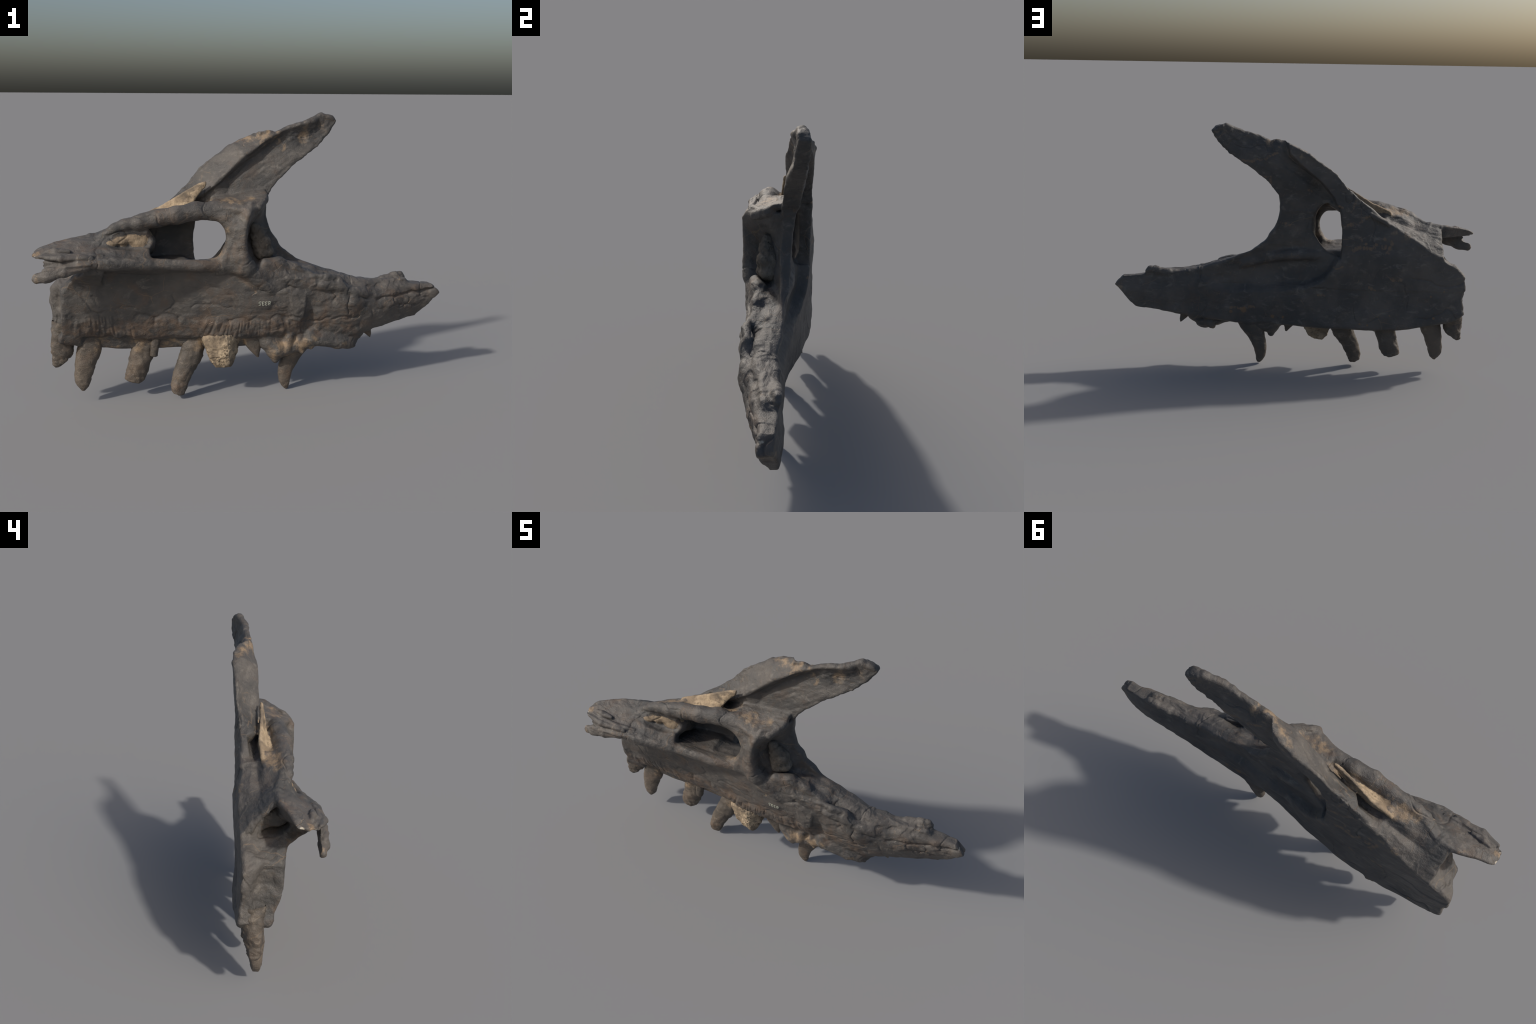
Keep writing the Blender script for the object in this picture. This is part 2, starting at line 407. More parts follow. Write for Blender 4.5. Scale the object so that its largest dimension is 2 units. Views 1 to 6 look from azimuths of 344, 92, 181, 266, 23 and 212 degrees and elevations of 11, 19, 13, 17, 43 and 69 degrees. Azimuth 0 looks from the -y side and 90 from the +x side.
chain([(-.72, -.03, .80, .012), (-.64, -.045, .845, .024), (-.59, -.045, .862, .026), (-.53, -.05, .870, .031), (-.45, -.045, .885, .036), (-.36, -.05, .90, .039),
       (-.27, -.04, .913, .04), (-.19, -.042, .915, .034), (-.11, -.055, .905, .024)], "upper_bar")
# tan rock splint
ribbon({-.52: [(.045, .872, .010), (.035, .865, .012), (.02, .86, .012)],
        -.41: [(.045, .925, .010), (.038, .90, .015), (.015, .875, .016)],
        -.34: [(.036, .968, .010), (.033, .93, .016), (.012, .885, .018)],
        -.28: [(.031, 1.004, .011), (.028, .97, .014), (.024, .935, .014)],
        -.24: [(.028, 1.024, .010), (.027, 1.008, .012), (.026, .99, .011)],
        -.203: [(.027, 1.034, .006), (.027, 1.03, .006), (.026, 1.025, .006)]}, "rock_matrix")
# palatal shelf along the inner side
ribbon({-.72: [(.05, .665, .02), (-.06, .69, .02), (-.157, .714, .02)],
        -.68: [(.05, .655, .03), (-.06, .685, .026), (-.16, .712, .022)],
        -.60: [(.05, .65, .03), (-.05, .675, .026), (-.14, .702, .022)],
        -.46: [(.05, .645, .03), (-.04, .66, .028), (-.112, .688, .026)],
        -.37: [(.05, .64, .03), (-.04, .655, .028), (-.11, .682, .026)],
        -.28: [(.05, .64, .03), (-.04, .652, .028), (-.10, .676, .026)],
        -.18: [(.05, .64, .03), (-.03, .65, .028), (-.085, .664, .026)],
        -.10: [(.05, .64, .03), (-.03, .648, .028), (-.07, .652, .03)],
        .0: [(.05, .64, .03), (-.03, .64, .03), (-.06, .625, .03)],
        .15: [(.03, .62, .03), (-.03, .61, .03), (-.07, .595, .03)],
        .30: [(.02, .58, .03), (-.03, .57, .03), (-.065, .56, .025)]}, "palatal_shelf", k=.02)
# splinters at the front of the medial process
chain([(-.79, -.165, .702, .016), (-.87, -.16, .682, .02), (-.935, -.148, .672, .024), (-.978, -.140, .663, .02)], "front_splinter", .01, (1, 1.25, 1))
chain([(-.75, -.15, .735, .014), (-.88, -.155, .742, .014), (-.965, -.132, .752, .01)], "front_splinter", .008)
chain([(-.80, -.155, .725, .01), (-.90, -.14, .712, .012), (-.955, -.125, .712, .01)], "front_splinter", .008)
chain([(-.70, -.135, .745, .008), (-.80, -.142, .748, .011), (-.89, -.135, .752, .010), (-.95, -.118, .755, .009)], "front_splinter", .006)
chain([(-.84, -.118, .765, .008), (-.90, -.112, .768, .015), (-.935, -.105, .765, .010)], "front_splinter", .006)
chain([(-.76, -.168, .715, .010), (-.86, -.168, .705, .010), (-.95, -.152, .69, .008)], "front_splinter", .006)
# vertical strut and the wall behind it
ribbon({.62: [(-.17, -.055, .03), (-.09, -.06, .03), (-.03, -.06, .03)],
        .66: [(-.15, -.066, .03), (-.09, -.08, .03), (-.045, -.085, .03)],
        .70: [(-.135, -.07, .02), (-.09, -.095, .024), (-.06, -.102, .022)],
        .76: [(-.115, -.072, .018), (-.09, -.10, .02), (-.07, -.112, .018)],
        .82: [(-.118, -.072, .018), (-.09, -.103, .02), (-.068, -.118, .016)],
        .87: [(-.14, -.06, .022), (-.085, -.092, .02), (-.055, -.115, .016)],
        .93: [(-.18, -.05, .022), (-.09, -.066, .016), (-.045, -.09, .014)]}, "vertical_strut", axis=2)
chain([(-.068, -.02, .70, .030), (-.066, -.025, .80, .028), (-.055, -.015, .90, .036)], "rear_wall", .02)
chain([(-.088, .03, .73, .02), (-.086, .035, .80, .02), (-.086, .035, .88, .024), (-.12, .03, .93, .03)], "rear_wall", .02)
ribbon({.59: [(-.03, -.07, .02), (.0, -.05, .02), (.06, -.02, .02), (.13, .015, .018), (.18, .04, .016)],
        .64: [(-.05, -.088, .022), (-.01, -.06, .02), (.05, -.015, .02), (.13, .02, .018), (.18, .045, .016)],
        .70: [(-.06, -.108, .018), (-.04, -.055, .016), (.02, -.005, .016), (.10, .02, .016), (.15, .045, .015)],
        .78: [(-.066, -.115, .016), (-.06, -.06, .015), (-.025, -.005, .015), (.05, .015, .015), (.1, .045, .015)],
        .84: [(-.06, -.12, .015), (-.045, -.065, .015), (-.01, -.012, .015), (.045, .015, .015), (.072, .045, .013)],
        .90: [(-.045, -.124, .016), (-.005, -.075, .016), (.03, -.025, .016), (.055, .015, .016), (.068, .045, .013)],
        .955: [(-.02, -.085, .012), (.02, -.055, .013), (.05, -.02, .014), (.07, .015, .014), (.076, .04, .012)]}, "rear_wall", axis=2)
chain([(-.075, -.098, .70, .022), (-.045, -.085, .65, .034), (.01, -.078, .60, .026), (.07, -.082, .55, .015)], "palatal_shelf", .035)
chain([(-.125, -.066, .90, .018), (-.09, -.108, .83, .014), (-.085, -.108, .76, .014), (-.105, -.09, .70, .018)], "vertical_strut", .018)
chain([(-.05, -.105, .915, .012), (-.072, -.112, .84, .012), (-.115, -.088, .775, .014), (-.135, -.07, .72, .018)], "vertical_strut", .018)
chain([(-.215, -.05, .905, .03), (-.145, -.07, .88, .022), (-.115, -.085, .83, .02)], "vertical_strut", .02)
chain([(-.20, -.07, .668, .024), (-.15, -.078, .69, .020), (-.115, -.085, .75, .018)], "vertical_strut", .02)
# swollen sockets around the hindmost large tooth
chain([(.09, .005, .255, .045), (.13, .0, .222, .046), (.19, .008, .225, .042), (.25, .005, .245, .046), (.315, -.012, .265, .034)], "maxillary_body", .02)
chain([(.118, .0, .20, .034), (.126, .0, .168, .020)], "maxillary_body", .012)
chain([(.24, -.022, .30, .02), (.255, -.025, .20, .012)], "maxillary_body", .012)
chain([(.29, -.035, .30, .02), (.30, -.03, .225, .012)], "maxillary_body", .012)
chain([(.19, -.03, .29, .022), (.175, -.03, .215, .016)], "maxillary_body", .012)
# lumps of the inner ramus
chain([(.30, -.035, .275, .035), (.44, -.025, .238, .036), (.50, -.005, .228, .034), (.565, .02, .275, .03)], "maxillary_body", .02)
chain([(.05, -.07, .655, .03), (.12, -.06, .65, .03), (.2, -.05, .62, .028), (.3, -.06, .575, .026)], "palatal_shelf", .02)
chain([(.70, .045, .525, .018), (.765, .050, .538, .017), (.800, .053, .541, .010), (.815, .055, .53, .010)], "maxillary_body", .02)
chain([(.285, -.08, .588, .012), (.35, -.082, .582, .016), (.415, -.07, .565, .013)], "palatal_shelf", .008)
chain([(.33, -.085, .545, .02), (.42, -.075, .535, .022), (.5, -.07, .495, .02), (.62, -.03, .465, .02), (.78, -.005, .475, .014)], "palatal_shelf", .02)
# groove under the bar, partly filled with matrix
lump((-.555, -.092, .795), (.135, .040, .042), "", .010, cut)
lump((-.73, -.088, .785), (.05, .02, .014), "", .01, cut)
for cx_, cz_, rx_, rz_, cy_ in ((-.655, .782, .045, .018, -.052), (-.61, .79, .045, .028, -.048), (-.56, .795, .05, .036, -.042), (-.515, .80, .045, .043, -.036), (-.535, .775, .05, .028, -.045)):
    lump((cx_, cy_, cz_), (rx_, .026, rz_), "rock_matrix", .004)
# broken front wall and the hollow under the roof
s = box((-1, -.1, .2), (-.75, .2, .7))
X, Y, Z = coords(s)
fx = np.interp(Y, [-.06, -.01, .05, .1, .15, .2], [-.872, -.885, -.895, -.915, -.935, -.935]).astype(F4) + .09 * np.clip((Z - .56) / .1, 0, 1) * np.clip((.13 - Y) / .1, 0, 1)
cut(s, (X - fx) + 0 * Z, .012)
lump((-.88, .05, .635), (.06, .05, .04), "", .02, cut)
lump((-.905, .05, .45), (.03, .05, .12), "", .02, cut)

# ================================================================== MESHING
def surface_nets(D):
    neg = D < 0
    nx, ny, nz = D.shape
    cnt = np.zeros((nx - 1, ny - 1, nz - 1), np.int8)
    for i in (0, 1):
        for j in (0, 1):
            for k in (0, 1):
                cnt += neg[i:nx - 1 + i, j:ny - 1 + j, k:nz - 1 + k]
    act = (cnt > 0) & (cnt < 8)
    I, J, K = np.nonzero(act)
    idx = np.full(act.shape, -1, np.int32)
    idx[I, J, K] = np.arange(len(I))
    acc = np.zeros((len(I), 3))
    num = np.zeros(len(I))
    C = [(i, j, k) for i in (0, 1) for j in (0, 1) for k in (0, 1)]
    for a in C:
        for ax in range(3):
            if a[ax] == 1:
                continue
            b = list(a)
            b[ax] = 1
            va = D[I + a[0], J + a[1], K + a[2]].astype(float)
            vb = D[I + b[0], J + b[1], K + b[2]].astype(float)
            x = (va < 0) != (vb < 0)
            t = np.where(x, va / np.where(x, va - vb, 1), 0)
            p = np.tile(np.array(a, float), (len(I), 1))
            p[:, ax] += t
            acc[x] += p[x]
            num[x] += 1
    V = (acc / num[:, None] + np.stack([I, J, K], 1)) * H + LO
    Fs = []
    for ax in range(3):
        o = [i for i in range(3) if i != ax]
        sl0, sl1 = [slice(1, -1)] * 3, [slice(1, -1)] * 3
        sl0[ax], sl1[ax] = slice(0, -1), slice(1, None)
        A, B = neg[tuple(sl0)], neg[tuple(sl1)]
        for flip, M in ((False, A & ~B), (True, ~A & B)):
            P = np.stack(np.nonzero(M), 1)
            P[:, o[0]] += 1
            P[:, o[1]] += 1
            q = []
            for du, dv in ((-1, -1), (0, -1), (0, 0), (-1, 0)):
                R = P.copy()
                R[:, o[0]] += du
                R[:, o[1]] += dv
                q.append(idx[R[:, 0], R[:, 1], R[:, 2]])
            q = np.stack(q, 1)
            if flip != (ax == 1):
                q = q[:, ::-1]
            Fs.append(q)
    return V, np.concatenate(Fs)

V, Q = surface_nets(D)

def keep_main(V, Q):
    """drop loose crumbs: keep the largest connected piece"""
    lab = np.arange(len(V))
    while True:
        m = lab[Q].min(1)
        new = lab.copy()
        for c in range(4):
            np.minimum.at(new, Q[:, c], m)
        new = new[new]
        if (new == lab).all():
            break
        lab = new
    big = np.bincount(lab).argmax()
    kv = lab == big
    remap = np.cumsum(kv) - 1
    return V[kv], remap[Q[kv[Q[:, 0]]]]

V, Q = keep_main(V, Q)
E = np.concatenate([Q[:, [0, 1]], Q[:, [1, 2]], Q[:, [2, 3]], Q[:, [3, 0]]])

def laplace(A, w=.5):
    s = np.zeros_like(A)
    n = np.bincount(E[:, 0], minlength=len(A)) + np.bincount(E[:, 1], minlength=len(A))
    for c in range(A.shape[1]):
        s[:, c] = np.bincount(E[:, 0], A[E[:, 1], c], len(A)) + np.bincount(E[:, 1], A[E[:, 0], c], len(A))
    return A * (1 - w) + w * s / n[:, None]

def normals(V, Q):
    n = np.cross(V[Q[:, 2]] - V[Q[:, 0]], V[Q[:, 3]] - V[Q[:, 1]])
    out = np.zeros_like(V)
    for c in range(3):
        out[:, c] = sum(np.bincount(Q[:, k], n[:, c], len(V)) for k in range(4))
    return out / (np.linalg.norm(out, axis=1, keepdims=True) + 1e-12)

for w in (.5, -.52, .5, -.52, .3):
    V = laplace(V, w)
Nn = normals(V, Q)

def sample(G, V):
    i = np.clip(np.round((V - LO) / H).astype(int), 0, N - 1)
    return G[i[:, 0], i[:, 1], i[:, 2]]

tag = sample(TAG, V)
gx = np.clip(np.round((V[:, 0] - LO[0]) / H).astype(int), 0, N[0] - 1)
gz = np.clip(np.round((V[:, 2] - LO[2]) / H).astype(int), 0, N[2] - 1)
onplate = band[gx, gz] * (Nn[:, 1] < -.2) * (V[:, 1] < .03) * (tag == 0)

# ---- relief noise
x, y, z = V.T
medial = smooth01((-Nn[:, 1] + .2) / .6) * smooth01((.04 - y) / .05)
roof = (tag == TAGN["medial_process"]) * smooth01((Nn[:, 2] - .1) / .3)
front = smooth01((-.80 - x) / .05) * smooth01((-Nn[:, 0] + .1) / .4) * (z < .66)
rough = np.clip(.3 + .7 * medial * smooth01((x + .05) / .2) + .4 * np.isin(tag, [TAGN["rock_matrix"], TAGN["front_splinter"]])
                + .5 * smooth01((x - .15) / .2) * smooth01((z - 1.22) / .05) + .3 * smooth01((x - .55) / .2)
                + .3 * roof + .5 * front + .6 * smooth01((x - .3) / .1) * smooth01((z - .50) / .04) + .3 * np.isin(tag, [TAGN["vertical_strut"], TAGN["palatal_shelf"], TAGN["upper_bar"]]), 0, 1.1)
d = .0035 * fbm(V, 9, 2)
# grain runs along the ramus, so lumps and chips are long in x and dip backwards
W = np.stack([x * 8 + z * 2, y * 18, z * 20 + x * 5], 1)
W = W + .9 * np.stack([fbm(V, 12, 2), fbm(V + 3, 12, 2), fbm(V + 7, 12, 2)], 1)
chips = vnoise(W) + .5 * np.abs(vnoise(W * 2.1 + 9)) - .35 * np.clip(1 - 6 * np.abs(vnoise(W * 1.3 + 4)), 0, 1)
hh = fbm(W * np.array([.34, .46, .46]) + 3, 1.0, 2) * 2.0
fl = np.floor(hh)
terrace = fl + smooth01((hh - fl - .35) / .3)          # chips with sharp steps between flat faces
d += rough * (.0016 * chips + .0030 * terrace + .0012 * fbm(V, 45, 3))
d += .003 * (front + .5 * roof) * fbm(V, 20, 2)
st = V * np.array([9, 60, 60])
d += .0011 * vnoise(st.astype(F4) + 3) * smooth01((z - .3) / .1)
d += onplate * .0032 * (vnoise((V * np.array([85, 30, 14]) + np.stack([z * 30 * np.sin(x * 8), 0 * x, 0 * x], 1)).astype(F4)) + .6 * fbm(V, 40, 2))
bl = (tag == TAGN["ascending_process"]) * smooth01((z - .9) / .08)
U, W2 = .82 * x + .57 * z, -.57 * x + .82 * z
d += bl * (.003 * vnoise(np.stack([U * 5, y * 10, W2 * 32], 1)) + .0015 * vnoise(np.stack([U * 9 + 5, y * 10, W2 * 85], 1)))
d += bl * .003 * fbm(V, 30, 3) * np.maximum(smooth01((sample(np.broadcast_to(out2[:, None, :], N), V) + .018) / .015), smooth01((U - .98) / .1))
# rib-like strands at the front of the medial process
strand = (tag == TAGN["medial_process"]) | (tag == TAGN["front_splinter"])
d += strand * smooth01((-.72 - x) / .12) * smooth01((.77 - z) / .03) * .004 * vnoise(np.stack([x * 5, y * 70, z * 70], 1))
# cracks
cr = ridged(V + .03 * np.stack([fbm(V, 9, 2), fbm(V + 4, 9, 2), fbm(V + 8, 9, 2)], 1), 5.5)
d -= .0045 * smooth01((cr - .93) / .07) * smooth01(fbm(V + 2, 6, 1) * 2 + .3)
V = V + Nn * d[:, None]
Nn = normals(V, Q)

# ================================================================== MATERIALS
def new_mat(name):
    mt = bpy.data.materials.new(name)
    mt.use_nodes = True
    nt = mt.node_tree
    return mt, nt, nt.nodes["Principled BSDF"]

def srgb(r, g, b):
    f = lambda c: ((c / 255 + .055) / 1.055) ** 2.4 if c > 10 else c / 255 / 12.92
    return (f(r), f(g), f(b), 1)

class Nodes:
    """small helper for wiring shader nodes"""
    def __init__(self, name):
        self.mat, self.nt, self.bsdf = new_mat(name)
        self.co = self.nt.nodes.new("ShaderNodeTexCoord").outputs["Object"]

    def put_in(self, sock, v):
        if isinstance(v, bpy.types.NodeSocket):
            self.nt.links.new(v, sock)
        else:
            sock.default_value = v

    def math(self, op, a, b=0.0, c=None, clamp=False):
        n = self.nt.nodes.new("ShaderNodeMath")
        n.operation = op
        n.use_clamp = clamp
        self.put_in(n.inputs[0], a)
        self.put_in(n.inputs[1], b)
        if c is not None:
            self.put_in(n.inputs[2], c)
        return n.outputs[0]

    def scaled(self, sx, sy, sz, rot=(0, 0, 0)):
        n = self.nt.nodes.new("ShaderNodeMapping")
        n.inputs["Scale"].default_value = (sx, sy, sz)
        n.inputs["Rotation"].default_value = rot
        self.nt.links.new(self.co, n.inputs["Vector"])
        return n.outputs[0]

    def noise(self, scale, detail=3, rough=.55, vec=None, warp=0.0):
        n = self.nt.nodes.new("ShaderNodeTexNoise")
        n.inputs["Scale"].default_value = scale
        n.inputs["Detail"].default_value = detail
        n.inputs["Roughness"].default_value = rough
        n.inputs["Distortion"].default_value = warp
        self.nt.links.new(vec or self.co, n.inputs["Vector"])
        return n.outputs["Fac"]

    def ramp(self, v, lo, hi):
        n = self.nt.nodes.new("ShaderNodeMapRange")
        n.interpolation_type = "SMOOTHSTEP"
        self.put_in(n.inputs["Value"], v)
        n.inputs["From Min"].default_value = lo
        n.inputs["From Max"].default_value = hi
        return n.outputs[0]

    def mix(self, f, a, b):
        n = self.nt.nodes.new("ShaderNodeMix")
        n.data_type = "RGBA"
        self.put_in(n.inputs[0], f)
        self.put_in(n.inputs[6], a)
        self.put_in(n.inputs[7], b)
        return n.outputs[2]

    def warped(self, amount, scale):
        n = self.nt.nodes.new("ShaderNodeTexNoise")
        n.inputs["Scale"].default_value = scale
        n.inputs["Detail"].default_value = 3
        self.nt.links.new(self.co, n.inputs["Vector"])
        s = self.nt.nodes.new("ShaderNodeVectorMath")
        s.operation = "SUBTRACT"
        self.nt.links.new(n.outputs["Color"], s.inputs[0])
        s.inputs[1].default_value = (.5, .5, .5)
        m = self.nt.nodes.new("ShaderNodeVectorMath")
        m.operation = "MULTIPLY_ADD"
        self.nt.links.new(s.outputs[0], m.inputs[0])
        m.inputs[1].default_value = (amount,) * 3
        self.nt.links.new(self.co, m.inputs[2])
        return m.outputs[0]

    def veins(self, scale, width, vec):
        v = self.nt.nodes.new("ShaderNodeTexVoronoi")
        v.feature = "DISTANCE_TO_EDGE"
        v.inputs["Scale"].default_value = scale
        self.nt.links.new(vec, v.inputs["Vector"])
        return self.ramp(v.outputs["Distance"], width, 0.0)

    def spots(self, pts, vec=None):
        """soft-edged spots around points (x, y, z, radius); 1 inside"""
        out = None
        for p in pts:
            n = self.nt.nodes.new("ShaderNodeVectorMath")
            n.operation = "DISTANCE"
            self.nt.links.new(vec or self.co, n.inputs[0])
            n.inputs[1].default_value = p[:3]
            v = self.ramp(n.outputs["Value"], p[3], p[3] * .55)
            out = v if out is None else self.math("MAXIMUM", out, v)
        return out

    def streaks(self, lines, vec):
        """rows of soft spots along polylines"""
        pts = []
        for line, r in lines:
            for a, b in zip(line[:-1], line[1:]):
                a, b = Vector(a), Vector(b)
                n = max(1, int((b - a).length / (r * 1.5)))
                pts += [tuple(a.lerp(b, i / n)) + (r * 1.25,) for i in range(n)]
            pts.append(tuple(line[-1]) + (r,))
        return self.spots(pts, vec)

    def bump(self, h, strength, dist):
        b = self.nt.nodes.new("ShaderNodeBump")
        b.inputs["Strength"].default_value = strength
        b.inputs["Distance"].default_value = dist
        self.put_in(b.inputs["Height"], h)
        self.nt.links.new(b.outputs[0], self.bsdf.inputs["Normal"])


def bone_material(name="fossil_bone", warm=0.0, tone=(1, 1, 1)):
    k = Nodes(name)
    dark, mid, pale = [srgb(*[a * b for a, b in zip(q, tone)]) for q in ((67, 66, 65), (88, 84, 80), (116, 111, 104))]
    tan, brown = srgb(128, 108, 86), srgb(96, 80, 67)
    wv = k.warped(.09, 6)
    wv2 = k.warped(.03, 18)
    c = k.mix(k.ramp(k.noise(5, 5, .6), .35, .65), dark, mid)
    c = k.mix(k.math("MULTIPLY", k.ramp(k.noise(17, 5, .65, k.scaled(1, 1.6, 1.6), .6), .52, .75), .65), c, pale)
    # rusty-brown staining, mostly on the inner side
    sep = k.nt.nodes.new("ShaderNodeSeparateXYZ")
    k.nt.links.new(k.co, sep.inputs[0])
    inner_side = k.ramp(sep.outputs["Y"], .10, .0)
    st = k.ramp(k.noise(8, 6, .68, None, .8), .48, .68)
    st = k.math("MULTIPLY", st, k.math("MULTIPLY_ADD", inner_side, .38, .16 + warm), clamp=True)
    c = k.mix(st, c, brown)
    fine = k.ramp(k.noise(46, 5, .7, k.scaled(1, 1, .6)), .60, .74)
    c = k.mix(k.math("MULTIPLY", fine, k.math("MULTIPLY_ADD", inner_side, .4, .12 + warm)), c, tan)
    # matrix-filled cracks
    v1 = k.math("MULTIPLY", k.veins(5.5, .012, wv), k.ramp(k.noise(4.2, 2), .52, .60))
    v2 = k.math("MULTIPLY", k.veins(15, .02, wv2), k.ramp(k.noise(7, 2, .5, k.scaled(1, 1, 1.3)), .58, .66))
    c = k.mix(k.math("MULTIPLY", k.math("MAXIMUM", v1, v2), .42), c, tan)
    # pale dusty scratches
    sc = k.ramp(k.noise(120, 2, .5, k.scaled(.12, 1, 1, (0, .5, 0))), .69, .76)
    c = k.mix(k.math("MULTIPLY", sc, .28), c, srgb(140, 134, 124))
    # tan rock clinging in patches: swirls on the outer face, edge of the broken crest, top hollow
    tan_at = [(-.545, .12, .78, .035), (-.60, .13, .76, .03), (.0, .1, 1.205, .05), (.06, .06, 1.235, .05), (.12, .06, 1.255, .04), (-.03, .12, 1.19, .035),
              (-.58, -.01, .86, .05), (-.52, 0, .87, .06), (-.47, 0, .89, .05), (-.10, -.05, .95, .06), (.0, -.06, .95, .045), (-.30, .03, .95, .05),
              (.28, .05, 1.24, .05), (.17, .06, 1.2, .04), (-.105, .0, .80, .06), (-.10, .02, .88, .05), (-.11, -.02, .74, .05), (-.2, .02, .92, .05),
              (-.98, -.10, .745, .03), (-.99, -.14, .66, .03), (.97, .03, .44, .035), (-.14, -.08, .83, .03), (-.18, -.07, .70, .04),
              (-.13, -.06, .90, .04), (.13, -.04, .22, .07), (.20, -.04, .22, .07), (.28, -.05, .24, .06), (.3, -.03, .22, .06), (.46, -.02, .21, .05), (-.64, .07, .28, .06), (-.52, .06, .28, .06),
              (-.38, .06, .27, .06), (-.25, .04, .28, .05), (-.70, .06, .29, .05), (-.05, .0, .27, .04), (.83, .02, .47, .03), (-.62, -.03, .80, .05)]
    sp = k.spots(tan_at, k.warped(.09, 16))
    sp = k.math("MULTIPLY", sp, k.ramp(k.noise(22, 5, .7), .40, .62))
    c = k.mix(k.math("MULTIPLY", sp, .8), c, srgb(142, 122, 98))
    # rusty tooth band on the inner side
    bandm = k.spots([(x_, -.02 - .05 * max(0, x_ + .2), .355, .085) for x_ in (-.84, -.74, -.64, -.54, -.44, -.34, -.24, -.14, -.04, .06, .16, .26, .36, .46)], k.warped(.10, 12))
    bandm = k.math("MULTIPLY", bandm, k.ramp(k.noise(24, 5, .7), .40, .64))
    c = k.mix(k.math("MULTIPLY", bandm, .6), c, srgb(104, 86, 71))
    # tan swirls and filled cracks on the outer face
    swirls = k.streaks([([(-.31, .15, .682), (-.347, .15, .705), (-.407, .15, .701), (-.438, .15, .724)], .012),
                        ([(-.262, .143, .825), (-.325, .14, .828), (-.388, .13, .872)], .010), ([(-.231, .14, .923), (-.296, .13, .896), (-.322, .13, .952)], .010),
                        ([(-.473, .15, .711), (-.496, .15, .678), (-.516, .145, .729), (-.482, .14, .75)], .014),
                        ([(-.35, .15, .75), (-.378, .15, .728)], .012), ([(-.53, .158, .534), (-.578, .158, .535)], .013),
                        ([(-.404, .152, .487), (-.437, .152, .471)], .010), ([(-.135, .11, .426), (-.179, .125, .421), (-.202, .13, .398)], .009),
                        ([(.285, .117, 1.159), (.184, .107, 1.16), (.103, .105, 1.198)], .009), ([(.144, .105, 1.16), (.102, .105, 1.115), (.042, .1, 1.07), (0, .09, 1.052), (-.084, .08, .989)], .006),
                        ([(.175, .106, 1.072), (.138, .105, 1.068), (.138, .1, 1.031)], .006), ([(.07, .07, .82), (.03, .065, .80)], .010),
                        ([(-.3, .145, .60), (-.2, .14, .59)], .006), ([(.35, .06, .33), (.22, .06, .335)], .012)], k.warped(.035, 22))
    c = k.mix(k.math("MULTIPLY", k.math("MULTIPLY", swirls, k.ramp(k.noise(30, 4, .7), .36, .56)), .66), c, srgb(122, 101, 80))
    # small brown-filled pits on the outer face above the teeth
    pits = k.spots([(-.83, .158, .335, .011), (-.76, .16, .32, .010), (-.74, .16, .44, .009), (-.81, .165, .47, .008), (.12, .07, .285, .015), (.06, .08, .285, .011),
                    (.28, .06, .32, .02), (.35, .06, .31, .014), (-.36, .16, .28, .008), (-.4, .16, .275, .008), (-.66, .165, .38, .007), (-.52, .165, .33, .007)], k.warped(.012, 40))
    c = k.mix(k.math("MULTIPLY", pits, .7), c, srgb(122, 96, 70))
    # fresh white chips at the broken ends
    ch = k.spots([(-.992, -.062, .752, .010), (-.988, -.112, .752, .008), (.975, .012, .485, .009), (.972, .004, .478, .007)], k.warped(.012, 60))
    c = k.mix(k.math("MULTIPLY", ch, .7), c, srgb(200, 190, 172))
    k.put_in(k.bsdf.inputs["Base Color"], c)
    rg = k.math("MULTIPLY_ADD", k.noise(14, 4), .25, .42)
    k.put_in(k.bsdf.inputs["Roughness"], rg)
    k.bsdf.inputs["Specular IOR Level"].default_value = .4
    h = k.math("ADD", k.noise(70, 6, .65, k.scaled(.6, 1, 1)), k.math("MULTIPLY", k.noise(240, 3, .6), .4))
    h = k.math("SUBTRACT", h, k.math("MULTIPLY", v2, .35))
    k.bump(h, .8, .005)
    return k.mat


def rock_material(name="tan_rock", shade=1.0, grey=0.0):
    k = Nodes(name)
    q = lambda r, g, b: srgb(*[shade * (v * (1 - grey) + grey * g) for v in (r, g, b)])
    c = k.mix(k.ramp(k.noise(14, 5, .65), .35, .68), q(138, 122, 102), q(186, 166, 138))
    c = k.mix(k.math("MULTIPLY", k.ramp(k.noise(40, 5, .7), .52, .68), .75), c, q(96, 82, 66))
    c = k.mix(k.math("MULTIPLY", k.ramp(k.noise(9, 4, .6, None, .5), .55, .68), .7), c, q(88, 82, 76))
    # the filling of the small pocket by the window is tinted darker than the splint above
    c = k.mix(k.math("MULTIPLY", k.spots([(-.58, -.06, .79, .20)]), .6), c, srgb(106, 94, 80))
    k.put_in(k.bsdf.inputs["Base Color"], c)
    k.bsdf.inputs["Roughness"].default_value = .85
    k.bsdf.inputs["Specular IOR Level"].default_value = .25
    k.bump(k.math("ADD", k.noise(60, 6, .7), k.math("MULTIPLY", k.noise(190, 4, .6), .5)), .8, .005)
    return k.mat


def plain_paint(name, col):
    k = Nodes(name)
    k.put_in(k.bsdf.inputs["Base Color"], k.mix(k.ramp(k.noise(220, 3), .45, .6), srgb(*col), srgb(*[v * .72 for v in col])))
    k.bsdf.inputs["Roughness"].default_value = .7
    return k.mat


BONE, ROCK = bone_material(), rock_material()
TOOTH = bone_material("fossil_tooth", .14, (1.10, 1.05, .99))
STUB = rock_material("pale_root", .93, .1)
DARK = rock_material("dark_rock", .68, .45)
PAINT = plain_paint("old_white_paint", (158, 160, 148))

